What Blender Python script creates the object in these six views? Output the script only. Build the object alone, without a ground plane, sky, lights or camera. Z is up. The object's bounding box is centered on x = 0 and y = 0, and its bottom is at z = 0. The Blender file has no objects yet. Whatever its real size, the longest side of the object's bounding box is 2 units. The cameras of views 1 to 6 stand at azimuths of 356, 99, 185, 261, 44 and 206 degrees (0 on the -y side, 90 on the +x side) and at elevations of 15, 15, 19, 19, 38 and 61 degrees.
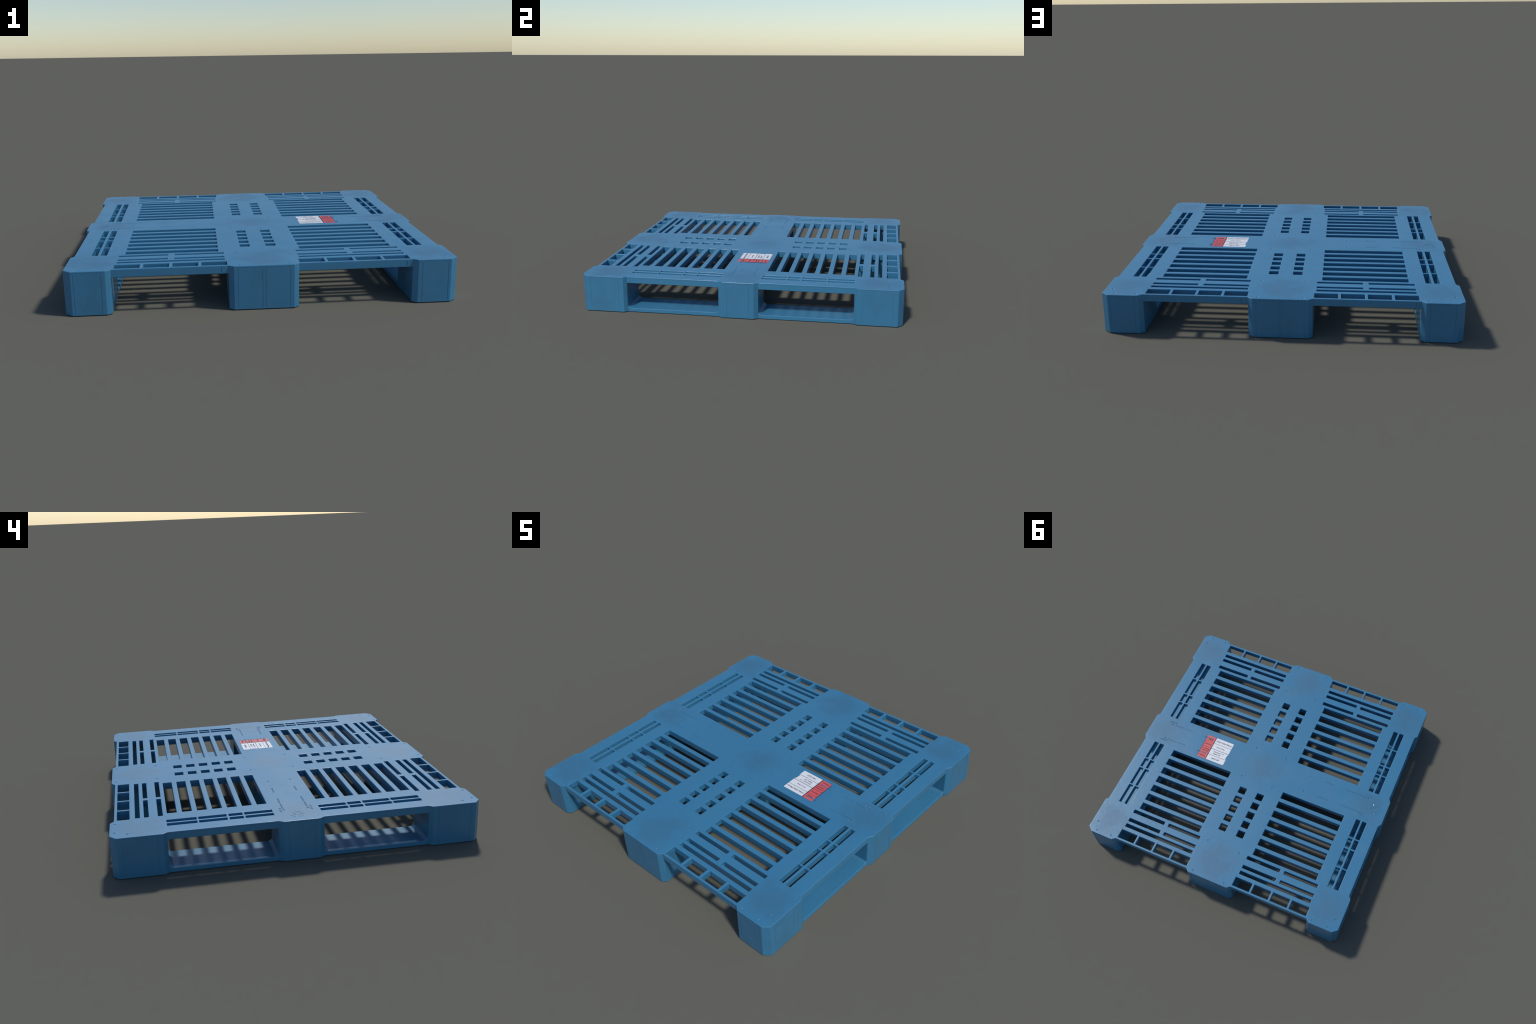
"""Square injection-moulded plastic pallet: slotted deck, nine support blocks,
two bottom runners, ejector marks, engraved lettering and a red/white info label."""
import bpy, bmesh, math, random
from mathutils import Vector, Matrix

random.seed(7)

# ----------------------------------------------------------------- dimensions
H = 0.2293           # overall height
ZD = 0.1868          # underside of the deck
HX, HY = 0.997, 1.000  # half extents over the blocks
EDGE = 0.979         # recessed deck edge between the blocks
RIM = 0.0030         # moulded edge rounding
RUN_T = 0.024        # runner thickness
BLK_X, BLK_Y = 0.763, 0.7065   # inner faces of the corner / side blocks
MID_X, MID_Y = 0.178, 0.125    # half widths of the middle blocks (at deck edge)

# ----------------------------------------------------------------- slot layout (one quadrant)
holes = []                                             # x0, x1, y0, y1
SLOT_Y = [(0.1407 + 0.0832 * k, 0.1938 + 0.0832 * k) for k in range(7)]
for y0, y1 in SLOT_Y:                                  # seven wide slots
    holes.append((0.2205, 0.7170, y0, y1))
for y0, y1 in ((0.7170, 0.7425), (0.7925, 0.8175)):    # two split narrow slots
    holes.append((0.1930, 0.4535, y0, y1))
    holes.append((0.4865, 0.7460, y0, y1))
holes.append((0.1930, 0.7460, 0.8405, 0.8660))         # long narrow slot
CELL = [(0.1835 + 0.1465 * k, 0.3140 + 0.1465 * k) for k in range(4)]
for x0, x1 in CELL:                                    # four rim cells
    holes.append((x0, x1, 0.8960, 0.9635))
for y0, y1 in SLOT_Y[1:6]:                             # square holes of the centre arm
    holes.append((0.0440, 0.0990, y0, y1))
for y0, y1 in ((0.130, 0.2820), (0.293, 0.3675), (0.380, 0.5310), (0.5415, 0.701)):
    holes.append((0.8110, 0.8445, y0, y1))             # paired side slots
    holes.append((0.8595, 0.8920, y0, y1))

# ----------------------------------------------------------------- plan grid
def mirrored(vals):
    s = sorted(set(round(v, 5) for v in vals))
    return [-v for v in reversed(s)] + s

gx, gy = [], []
for a, b, c, d in holes:
    gx += [a, b]; gy += [c, d]
gx += [0.153, MID_X, BLK_X, 0.7875, 0.960, EDGE, HX]
gy += [0.098, MID_Y, BLK_Y, 0.7275, 0.9685, EDGE, HY]
XS, YS = mirrored(gx), mirrored(gy)

# chamfered plan corners: |x| range, |y| range, which corner is cut off (sx, sy)
cuts = [((0.960, HX), (0.9685, HY), (1, 1)),
        ((BLK_X, 0.7875), (EDGE, HY), (-1, 1)),
        ((0.153, MID_X), (EDGE, HY), (1, 1)),
        ((EDGE, HX), (BLK_Y, 0.7275), (1, -1)),
        ((EDGE, HX), (0.098, MID_Y), (1, 1))]

def in_outline(cx, cy):
    """cell lies inside the stepped outline (chamfered patches are added apart)"""
    ax, ay = abs(cx), abs(cy)
    if any(x0 < ax < x1 and y0 < ay < y1 for (x0, x1), (y0, y1), _ in cuts):
        return False
    if ay > EDGE:
        return ax < 0.153 or 0.7875 < ax < 0.960
    if ax > EDGE:
        return ay < 0.098 or 0.7275 < ay < 0.9685
    return True

def chamfer_patch(cut, qx, qy):
    """triangle left after cutting one corner off a plan rectangle, in quadrant (qx, qy);
    grid points on its two straight sides are kept so that neighbours share them"""
    (x0, x1), (y0, y1), (sx, sy) = cut
    kx, ky = (x1 if sx > 0 else x0), (y1 if sy > 0 else y0)      # corner that is cut off
    ox, oy = x0 + x1 - kx, y0 + y1 - ky                          # opposite corner
    gxs = sorted((v for v in XS if x0 - 1e-6 <= v <= x1 + 1e-6), key=lambda v: abs(v - kx))
    gys = sorted((v for v in YS if y0 - 1e-6 <= v <= y1 + 1e-6), key=lambda v: abs(v - oy))
    poly = [(x, oy) for x in gxs] + [(ox, y) for y in gys[1:]]
    poly = [(qx * x, qy * y) for x, y in poly]
    area = sum(poly[i - 1][0] * poly[i][1] - poly[i][0] * poly[i - 1][1] for i in range(len(poly)))
    return poly if area > 0 else poly[::-1]

def in_hole(cx, cy):
    ax, ay = abs(cx), abs(cy)
    return any(a < ax < b and c < ay < d for a, b, c, d in holes)

def in_block(cx, cy):
    ax, ay = abs(cx), abs(cy)
    bx = ax < MID_X or ax > BLK_X
    by = ay < MID_Y or ay > BLK_Y
    return bx and by

def build_shell():
    bm = bmesh.new()
    vmap = {}
    def vert(x, y, z):
        k = (round(x, 5), round(y, 5), round(z, 5))
        if k not in vmap:
            vmap[k] = bm.verts.new(k)
        return vmap[k]
    faces = {}
    def add(vs):
        k = frozenset(id(v) for v in vs)
        if k in faces:                      # shared inner wall: drop both
            bm.faces.remove(faces.pop(k))
        else:
            faces[k] = bm.faces.new(vs)
    def prism(poly, z0, z1):
        lo = [vert(x, y, z0) for x, y in poly]
        hi = [vert(x, y, z1) for x, y in poly]
        add(hi)
        add(lo[::-1])
        n = len(poly)
        for i in range(n):
            j = (i + 1) % n
            add([lo[i], lo[j], hi[j], hi[i]])
    for i in range(len(XS) - 1):
        for j in range(len(YS) - 1):
            x0, x1, y0, y1 = XS[i], XS[i + 1], YS[j], YS[j + 1]
            cx, cy = (x0 + x1) / 2, (y0 + y1) / 2
            if not in_outline(cx, cy) or in_hole(cx, cy):
                continue
            poly = [(x0, y0), (x1, y0), (x1, y1), (x0, y1)]
            prism(poly, ZD, H)
            if in_block(cx, cy):
                prism(poly, 0.0, ZD)
    for c in cuts:
        for qx in (-1, 1):
            for qy in (-1, 1):
                poly = chamfer_patch(c, qx, qy)
                prism(poly, ZD, H)
                prism(poly, 0.0, ZD)
    bmesh.ops.recalc_face_normals(bm, faces=bm.faces)
    # round every moulded edge
    bm.edges.ensure_lookup_table()
    sharp = [e for e in bm.edges if len(e.link_faces) == 2 and e.calc_face_angle() > 0.3]
    bmesh.ops.bevel(bm, geom=sharp, offset=RIM, segments=3, profile=0.5,
                    affect='EDGES', clamp_overlap=False)
    return bm

def new_object(name, bm, mats, parent=None):
    me = bpy.data.meshes.new(name)
    bm.to_mesh(me); bm.free()
    for m in mats:
        me.materials.append(m)
    ob = bpy.data.objects.new(name, me)
    bpy.context.scene.collection.objects.link(ob)
    if parent:
        ob.parent = parent
    return ob

def add_box(bm, x0, x1, y0, y1, z0, z1):
    m = Matrix.Translation(((x0 + x1) / 2, (y0 + y1) / 2, (z0 + z1) / 2)) @ \
        Matrix.Diagonal((x1 - x0, y1 - y0, z1 - z0, 1))
    bmesh.ops.create_cube(bm, size=1.0, matrix=m)

# ----------------------------------------------------------------- materials
class Nodes:
    """tiny helper around a node tree"""
    def __init__(self, name):
        self.mat = bpy.data.materials.new(name)
        self.mat.use_nodes = True
        self.nt = self.mat.node_tree
        self.bsdf = self.nt.nodes["Principled BSDF"]
    def n(self, t, **kw):
        nd = self.nt.nodes.new(t)
        for k, v in kw.items():
            setattr(nd, k, v)
        return nd
    def put(self, sock, v):
        if hasattr(v, "is_output"):
            self.nt.links.new(v, sock)
        else:
            sock.default_value = v
    def math(self, op, a, b=0.0, c=0.0, clamp=False):
        nd = self.n("ShaderNodeMath", operation=op, use_clamp=clamp)
        for s, v in zip(nd.inputs, (a, b, c)):
            self.put(s, v)
        return nd.outputs[0]
    def mix(self, f, a, b, blend='MIX'):
        nd = self.n("ShaderNodeMix", data_type='RGBA', blend_type=blend)
        self.put(nd.inputs[0], f); self.put(nd.inputs[6], a); self.put(nd.inputs[7], b)
        return nd.outputs[2]
    def noise(self, vec, scale, detail=4.0, rough=0.55, dist=0.0):
        nd = self.n("ShaderNodeTexNoise")
        self.put(nd.inputs["Vector"], vec)
        nd.inputs["Scale"].default_value = scale
        nd.inputs["Detail"].default_value = detail
        nd.inputs["Roughness"].default_value = rough
        nd.inputs["Distortion"].default_value = dist
        return nd.outputs[0]
    def step(self, v, lo, hi):
        nd = self.n("ShaderNodeMapRange", interpolation_type='SMOOTHSTEP')
        self.put(nd.inputs[0], v)
        nd.inputs[1].default_value = lo; nd.inputs[2].default_value = hi
        return nd.outputs[0]

def blue_plastic():
    N = Nodes("blue_plastic")
    co = N.n("ShaderNodeTexCoord").outputs["Object"]
    sep = N.n("ShaderNodeSeparateXYZ"); N.put(sep.inputs[0], co)
    x, y = sep.outputs[0], sep.outputs[1]
    # darker greyish patches with mottled edges over each of the nine blocks
    fx = N.math('ABSOLUTE', N.math('SUBTRACT', N.math('ABSOLUTE', N.math('SUBTRACT', N.math('ABSOLUTE', x), 0.435)), 0.435))
    fy = N.math('ABSOLUTE', N.math('SUBTRACT', N.math('ABSOLUTE', N.math('SUBTRACT', N.math('ABSOLUTE', y), 0.425)), 0.425))
    d = N.math('SQRT', N.math('ADD', N.math('POWER', fx, 2.0), N.math('POWER', fy, 2.0)))
    big = N.noise(co, 9.0, 5.0, 0.6)
    dark_patch = N.step(N.math('ADD', d, N.math('MULTIPLY', N.math('SUBTRACT', big, 0.5), 0.34)), 0.20, 0.02)
    cloud = N.step(N.noise(co, 5.0, 6.0, 0.62), 0.40, 0.72)
    grain = N.noise(co, 90.0, 3.0, 0.6)
    base = N.mix(N.step(N.noise(co, 2.6, 4.0, 0.55), 0.3, 0.7), (0.040, 0.190, 0.340, 1), (0.046, 0.203, 0.356, 1))
    base = N.mix(N.math('MULTIPLY', cloud, 0.22), base, (0.040, 0.160, 0.270, 1))
    base = N.mix(N.math('MULTIPLY', dark_patch, 0.68), base, (0.044, 0.148, 0.252, 1))
    base = N.mix(N.math('MULTIPLY', N.step(grain, 0.62, 0.80), 0.30), base, (0.055, 0.21, 0.33, 1))
    # faint vertical run marks, only telling on upright faces
    mp = N.n("ShaderNodeMapping"); mp.inputs["Scale"].default_value = (70.0, 70.0, 7.0)
    N.put(mp.inputs["Vector"], co)
    runs = N.step(N.noise(mp.outputs[0], 1.0, 4.0, 0.6), 0.50, 0.75)
    base = N.mix(N.math('MULTIPLY', runs, 0.20), base, (0.030, 0.120, 0.215, 1))
    # dark grime specks
    speck = N.math('MULTIPLY', N.step(N.noise(co, 55.0, 2.0, 0.5), 0.70, 0.78), N.step(N.noise(co, 6.0, 2.0), 0.45, 0.65))
    base = N.mix(N.math('MULTIPLY', speck, 0.55), base, (0.020, 0.075, 0.150, 1))
    N.put(N.bsdf.inputs["Base Color"], base)
    N.put(N.bsdf.inputs["Roughness"], N.math('ADD', 0.38, N.math('MULTIPLY', N.math('ADD', dark_patch, cloud), 0.07)))
    N.bsdf.inputs["Coat Weight"].default_value = 0.30
    N.bsdf.inputs["Coat Roughness"].default_value = 0.12
    bump = N.n("ShaderNodeBump")
    bump.inputs["Strength"].default_value = 0.12
    bump.inputs["Distance"].default_value = 0.004
    N.put(bump.inputs["Height"], N.math('ADD', N.noise(co, 35.0, 3.0, 0.5), N.math('MULTIPLY', grain, 0.3)))
    N.put(N.bsdf.inputs["Normal"], bump.outputs[0])
    return N.mat

def paper(name, col, worn, k):
    N = Nodes(name)
    co = N.n("ShaderNodeTexCoord").outputs["Object"]
    f = N.step(N.noise(co, 38.0, 5.0, 0.65), 0.55, 0.85)
    N.put(N.bsdf.inputs["Base Color"], N.mix(N.math('MULTIPLY', f, k), col, worn))
    N.bsdf.inputs["Roughness"].default_value = 0.5
    return N.mat

BLUE = blue_plastic()
RED = paper("red_print", (0.66, 0.105, 0.112, 1), (0.60, 0.17, 0.22, 1), 0.5)
WHITE = paper("white_paper", (0.75, 0.76, 0.79, 1), (0.60, 0.64, 0.70, 1), 0.5)
INK = paper("black_ink", (0.022, 0.020, 0.024, 1), (0.07, 0.06, 0.07, 1), 0.5)
GREYINK = paper("faded_ink", (0.06, 0.055, 0.065, 1), (0.16, 0.16, 0.18, 1), 0.8)
REDINK = paper("dark_red_ink", (0.10, 0.022, 0.03, 1), (0.2, 0.04, 0.05, 1), 0.8)

# ----------------------------------------------------------------- shell with marks cut in
shell_bm = build_shell()
shell = new_object("shell", shell_bm, [BLUE, BLUE])

cut = bmesh.new()
# round ejector-pin dimples on the deck
marks = []
for sx in (-1, 1):
    for sy in (-1, 1):
        marks += [(0.8055 * sx, 0.974 * sy), (0.9225 * sx, 0.975 * sy), (0.951 * sx, 0.909 * sy),
                  (0.1255 * sx, 0.975 * sy), (0.127 * sx, 0.7235 * sy), (0.128 * sx, 0.1355 * sy),
                  (0.362 * sx, 0.068 * sy)]
        # groups of four round engravings at the arm ends
        for px, py in ((0.8140, 0.0855), (0.8350, 0.0855), (0.8550, 0.0855), (0.8350, 0.0670)):
            marks.append((px * sx, py * sy))
for i, (mx, my) in enumerate(marks):
    bmesh.ops.create_cone(cut, cap_ends=True, segments=14, radius1=0.0035, radius2=0.0115, depth=0.0052,
                          matrix=Matrix.Translation((mx, my, H)))
# engraved lettering on the arms: rows of worn character strokes
def engrave_word(x0, x1, y, n):
    pitch = (x1 - x0) / n
    for k in range(n):
        cx = x0 + (k + 0.5) * pitch
        w, h = pitch * 0.36, 0.0048
        kind = random.randrange(3)
        lw = 0.0017
        z0, z1 = H - 0.0012, H + 0.004
        add_box(cut, cx - w, cx - w + 2 * lw, y - h, y + h, z0, z1)            # stem
        off = {0: h - lw, 1: 0.0, 2: -h + lw}[kind]
        add_box(cut, cx - w + 2 * lw + 0.0006, cx + w, y + off - lw, y + off + lw, z0, z1)
for sx in (-1, 1):
    for sy in (-1, 1):
        for a, b, n in ((0.656, 0.732, 8), (0.742, 0.818, 8), (0.480, 0.556, 8)):
            if sx > 0 and a < 0.5:
                continue                      # hidden under the label
            engrave_word(min(a * sx, b * sx), max(a * sx, b * sx), 0.068 * sy, n)
# panel grooves on the block faces
G, GD = 0.0012, 0.0010
def groove_y(x, sy, z0=0.010, z1=0.212):
    add_box(cut, x - G, x + G, sy * HY - GD, sy * HY + GD, z0, z1)
def groove_x(y, sx, z0=0.010, z1=0.212):
    add_box(cut, sx * HX - GD, sx * HX + GD, y - G, y + G, z0, z1)
for s in (-1, 1):
    for gxp in (-0.945, -0.810, -0.132, -0.0085, 0.0075, 0.132, 0.810, 0.945):
        groove_y(gxp, s)
    for gyp in (-0.938, -0.758, -0.070, 0.070, 0.758, 0.938):
        groove_x(gyp, s)
    # mould parting line just under the deck rim
    P0, P1 = 0.2205, 0.2222
    for x0, x1 in ((-0.958, -0.790), (-0.150, 0.150), (0.790, 0.958)):
        add_box(cut, x0, x1, s * HY - GD, s * HY + GD, P0, P1)
    for y0, y1 in ((-0.964, -0.730), (-0.095, 0.095), (0.730, 0.964)):
        add_box(cut, s * HX - GD, s * HX + GD, y0, y1, P0, P1)
    for y0, y1 in ((-0.703, -0.128), (0.128, 0.703)):
        add_box(cut, s * EDGE - GD, s * EDGE + GD, y0, y1, P0, P1)
    # little weld mark on the rim rail
    for rx in (-0.214, 0.734):
        add_box(cut, rx * -s - 0.0018, rx * -s + 0.0018, s * EDGE - 0.002, s * EDGE + 0.002, 0.197, 0.219)
for f in cut.faces:
    f.material_index = 1                # remember which faces belong to the marks
cutter = new_object("cutter", cut, [BLUE, BLUE])
mod = shell.modifiers.new("marks", 'BOOLEAN')
mod.object = cutter
mod.operation = 'DIFFERENCE'
mod.solver = 'EXACT'
mod.use_self = True
dg = bpy.context.evaluated_depsgraph_get()
cut_mesh = bpy.data.meshes.new_from_object(shell.evaluated_get(dg))
bpy.data.objects.remove(cutter)
bpy.data.objects.remove(shell)

# ----------------------------------------------------------------- split the shell into named parts
pallet = bpy.data.objects.new("plastic_pallet", None)
bpy.context.scene.collection.objects.link(pallet)
pallet["label"] = "square blue moulded plastic pallet with slotted deck and info label"
pallet["category"] = "pallet"

BARS = [(SLOT_Y[k][1], SLOT_Y[k + 1][0], 0.2205, 0.7170) for k in range(6)] + \
       [(SLOT_Y[6][1], 0.7170, 0.2205, 0.7170),
        (0.7425, 0.7925, 0.1930, 0.7460), (0.8175, 0.8405, 0.1930, 0.7460),
        (0.8660, 0.8960, 0.1930, 0.7460)]

def region(c):
    x, y, z = c
    ax, ay = abs(x), abs(y)
    q = (x > 0, y > 0)
    if z < ZD - 1e-4:
        if True:
            bx = 0 if ax < 0.45 else (1 if x > 0 else -1)
            by = 0 if ay < 0.42 else (1 if y > 0 else -1)
            below = (abs(z - ZD) > RIM * 1.01) and (ax < MID_X + .004 or ax > BLK_X - .004) and (ay < MID_Y + .004 or ay > BLK_Y - .004)
            if below:
                return ("support_block", bx, by)
    if 0.9631 < ay < EDGE + 0.004 and 0.1835 < ax < 0.7535:
        return ("edge_rail", q)
    for k, (y0, y1, x0, x1) in enumerate(BARS):
        if x0 - 1e-5 < ax < x1 + 1e-5 and y0 - 1e-5 < ay < y1 + 1e-5:
            return ("slat", k, q)
    return ("deck",)

# area-weighted vertex normals of the whole shell: flat faces stay flat, rounded edges shade round
vnorm = [Vector() for _ in cut_mesh.vertices]
for p in cut_mesh.polygons:
    if p.material_index:
        continue
    for v in p.vertices:
        vnorm[v] += p.normal * p.area
vnorm = [n.normalized() for n in vnorm]

groups = {}
for p in cut_mesh.polygons:
    groups.setdefault(region(p.center), []).append(p.index)

def part_from(faces, name, parent):
    verts, vid, fl, nrm = [], {}, [], []
    for fi in faces:
        loop = []
        mark = cut_mesh.polygons[fi].material_index == 1
        for v in cut_mesh.polygons[fi].vertices:
            if v not in vid:
                vid[v] = len(verts); verts.append(cut_mesh.vertices[v].co.copy())
            nrm.append(cut_mesh.polygons[fi].normal.copy() if mark else vnorm[v])
            loop.append(vid[v])
        fl.append(loop)
    me = bpy.data.meshes.new(name)
    me.from_pydata(verts, [], fl)
    me.materials.append(BLUE)
    me.polygons.foreach_set("use_smooth", [True] * len(me.polygons))
    me.normals_split_custom_set(nrm)
    ob = bpy.data.objects.new(name, me)
    bpy.context.scene.collection.objects.link(ob)
    ob.parent = parent
    return ob

deck = part_from(groups.pop(("deck",)), "deck", pallet)
for key in sorted(groups, key=str):
    part_from(groups[key], key[0], pallet if key[0] == "support_block" else deck)

# ----------------------------------------------------------------- bottom runners
def runner(sx, sy):
    """flat skid between two blocks, rising in a short fillet at each end"""
    e, g, gz = 0.003, 0.0195, 0.0355
    y0, y1 = MID_Y, BLK_Y
    prof = [(y0 - e, 0.001), (y1 + e, 0.001), (y1 + e, gz + e * 0.6), (y1 - g, RUN_T),
            (y0 + g, RUN_T), (y0 - e, gz + e * 0.6)]
    bm = bmesh.new()
    a = [bm.verts.new((sx * (BLK_X + 0.0015), sy * y, z)) for y, z in prof]
    b = [bm.verts.new((sx * (EDGE - 0.0005), sy * y, z)) for y, z in prof]
    bm.faces.new(a); bm.faces.new(b[::-1])
    n = len(prof)
    for i in range(n):
        j = (i + 1) % n
        bm.faces.new([a[j], a[i], b[i], b[j]])
    bmesh.ops.recalc_face_normals(bm, faces=bm.faces)
    long_edges = [ed for ed in bm.edges if abs(ed.verts[0].co.x - ed.verts[1].co.x) < 1e-6
                  and min(v.co.z for v in ed.verts) > 0.02
                  and abs(ed.verts[0].co.y - ed.verts[1].co.y) > 0.01]
    bmesh.ops.bevel(bm, geom=long_edges, offset=0.003, segments=2, profile=0.5, affect='EDGES')
    return new_object("bottom_runner", bm, [BLUE], pallet)
for sx in (-1, 1):
    for sy in (-1, 1):
        runner(sx, sy)

# ----------------------------------------------------------------- moulded emblem on the deck
def emblem(cx, cy):
    """ring of five low wedge-shaped petals with a small notch in each"""
    bm = bmesh.new()
    def petal(a0, a1, r0, r1, h):
        arc = [a0 + (a1 - a0) * k / 6 for k in range(7)]
        plan = [(r1, a) for a in arc] + [(r0, a) for a in reversed(arc)]
        rm, am = (r0 + r1) / 2, (a0 + a1) / 2
        def pt(r, a, z):
            return bm.verts.new((cx + r * math.cos(a), cy + r * math.sin(a), z))
        low = [pt(r, a, H - 0.0003) for r, a in plan]
        top = [pt(rm + (r - rm) * 0.72, am + (a - am) * 0.80, H + h) for r, a in plan]
        bm.faces.new(top)
        n = len(plan)
        for k in range(n):
            m = (k + 1) % n
            bm.faces.new([low[k], low[m], top[m], top[k]])
    for k in range(5):
        t = 2 * math.pi * k / 5 + 0.5
        petal(t, t + 0.95, 0.029, 0.043, 0.0010)
        petal(t + 0.25, t + 0.70, 0.011, 0.026, 0.0010)
    bmesh.ops.recalc_face_normals(bm, faces=bm.faces)
    return new_object("emblem", bm, [BLUE], deck)
emblem(-0.905, 0.005)

# ----------------------------------------------------------------- information label
LZ = H + 0.0010                          # label surface
X_L, X_M, X_R = 0.5315, 0.4570, 0.3050   # reading left -> right runs along -x
ROWS = [-0.0910, -0.0405, 0.0105, 0.0640, 0.1125]

def sheet(name, outline, mat, z0, z1, parent):
    bm = bmesh.new()
    lo = [bm.verts.new((x, y, z0)) for x, y in outline]
    hi = [bm.verts.new((x, y, z1)) for x, y in outline]
    bm.faces.new(hi); bm.faces.new(lo[::-1])
    n = len(outline)
    for i in range(n):
        j = (i + 1) % n
        bm.faces.new([lo[i], lo[j], hi[j], hi[i]])
    bmesh.ops.recalc_face_normals(bm, faces=bm.faces)
    return new_object(name, bm, [mat], parent)

def rounded(corner, r, start):
    cx, cy = corner
    return [(cx + r * math.cos(start + a), cy + r * math.sin(start + a))
            for a in (0, math.pi / 8, math.pi / 4, 3 * math.pi / 8, math.pi / 2)]

r = 0.006
torn = [(X_R, 0.012), (X_R + 0.0015, 0.018), (X_R + 0.004, 0.024), (X_R + 0.0065, 0.033),
        (X_R + 0.0062, 0.043), (X_R + 0.0075, 0.052), (X_R + 0.004, 0.058), (X_R, 0.0635)]
white_outline = ([(X_M - 0.001, ROWS[0]), (X_M - 0.001, ROWS[4])] +
                 rounded((X_R + r, ROWS[4] - r), r, math.pi / 2) + torn[::-1] +
                 rounded((X_R + 0.003, ROWS[0] + 0.003), 0.003, math.pi))
red_outline = [(X_M + 0.001, ROWS[0]), (X_M + 0.001, ROWS[4]), (0.500, ROWS[4] - 0.0005),
               (0.522, ROWS[4] - 0.003), (X_L, ROWS[4] - 0.006), (X_L, ROWS[0] + 0.003), (X_L - 0.004, ROWS[0])]
label = sheet("label", white_outline, WHITE, H - 0.001, LZ, pallet)
sheet("red_panel", red_outline, RED, H - 0.001, LZ, label)

def line(x0, x1, y0, y1, mat, dz=0.0006):
    bm = bmesh.new()
    add_box(bm, min(x0, x1), max(x0, x1), min(y0, y1), max(y0, y1), H - 0.0008, LZ + dz)
    return new_object("ruled_line", bm, [mat], label)
line(X_M - 0.0028, X_M + 0.0022, ROWS[0], ROWS[4], INK, 0.0009)
line(X_L - 0.0020, X_L + 0.0008, -0.058, ROWS[4] - 0.008, INK)
for k, (yy, w) in enumerate(((ROWS[1], 0.0010), (ROWS[2], 0.0014), (ROWS[3], 0.0011))):
    line(X_M - 0.002, X_R + (0.0008 if k < 2 else 0.002), yy - w, yy + w, GREYINK if k != 1 else INK)
    line(X_M + 0.0016, X_L - 0.0012, yy - w * .8, yy + w * .8, REDINK if k != 1 else INK)

def words(txt, xa, xb, y, height, mat):
    """print txt between xa and xb (xa > xb) with its middle on y, tops towards -y"""
    cu = bpy.data.curves.new("lettering", 'FONT')
    cu.body = txt
    cu.size = 1.0
    cu.resolution_u = 2
    cu.offset = 0.012
    ob = bpy.data.objects.new("tmp", cu)
    bpy.context.scene.collection.objects.link(ob)
    dg = bpy.context.evaluated_depsgraph_get()
    me = bpy.data.meshes.new_from_object(ob.evaluated_get(dg))
    bpy.data.objects.remove(ob)
    xs = [v.co.x for v in me.vertices]; ys = [v.co.y for v in me.vertices]
    mx, Mx, my, My = min(xs), max(xs), min(ys), max(ys)
    for v in me.vertices:
        u = (v.co.x - mx) / (Mx - mx); w = (v.co.y - my) / (My - my) - 0.5
        v.co = (xa + (xb - xa) * u, y - w * height, 0.0)
    bm = bmesh.new(); bm.from_mesh(me)
    bmesh.ops.remove_doubles(bm, verts=bm.verts, dist=1e-6)
    ret = bmesh.ops.extrude_face_region(bm, geom=bm.faces[:])
    up = [g for g in ret["geom"] if isinstance(g, bmesh.types.BMVert)]
    for v in bm.verts:
        v.co.z = LZ - 0.0006
    for v in up:
        v.co.z = LZ + 0.0005
    bmesh.ops.recalc_face_normals(bm, faces=bm.faces)
    return new_object("lettering", bm, [mat], label)

words("1200x1200x140mm", 0.4440, 0.3120, -0.0650, 0.0125, GREYINK)
words("Four-Way", 0.4180, 0.3510, -0.0140, 0.0130, GREYINK)
words("Dynamic: 1T", 0.4230, 0.3390, 0.0290, 0.0125, GREYINK)
words("Static: 4T", 0.4215, 0.3600, 0.0455, 0.0115, GREYINK)
words("HB101267", 0.4145, 0.3485, 0.0885, 0.0125, GREYINK)
words("Size", 0.5130, 0.4740, -0.0610, 0.0135, REDINK)
words("Entry", 0.5200, 0.4680, -0.0150, 0.0170, REDINK)
words("Loading", 0.5215, 0.4655, 0.0290, 0.0140, REDINK)
words("Capacity", 0.5215, 0.4670, 0.0450, 0.0140, REDINK)
words("Patent", 0.5175, 0.4700, 0.0915, 0.0130, REDINK)

# scraped-through patches of the label where lettering lies under it
scrape = bmesh.new()
for yy in (-0.0690, 0.0690):
    x = 0.548
    while x > 0.476:
        w = random.uniform(0.002, 0.006)
        for row in (-0.0042, 0.0, 0.0042):
            if random.random() < 0.62:
                h = random.uniform(0.0007, 0.0019)
                add_box(scrape, x - w, x, yy + row - h, yy + row + h, H - 0.0005, LZ + random.uniform(0.0011, 0.0016))
        x -= w + random.uniform(0.0, 0.0015)
for px, py, n in ((0.3633, 0.0655, 5), (0.3560, -0.0710, 3)):
    for _ in range(n):
        qx, qy = px + random.uniform(-0.005, 0.005), py + random.uniform(-0.003, 0.003)
        bmesh.ops.create_cone(scrape, cap_ends=True, segments=7, radius1=random.uniform(0.0015, 0.003),
                              radius2=0.0012, depth=0.0016, matrix=Matrix.Translation((qx, qy, LZ)))
sc = new_object("scraped_patch", scrape, [BLUE], label)
sc["kind"] = "stuff"
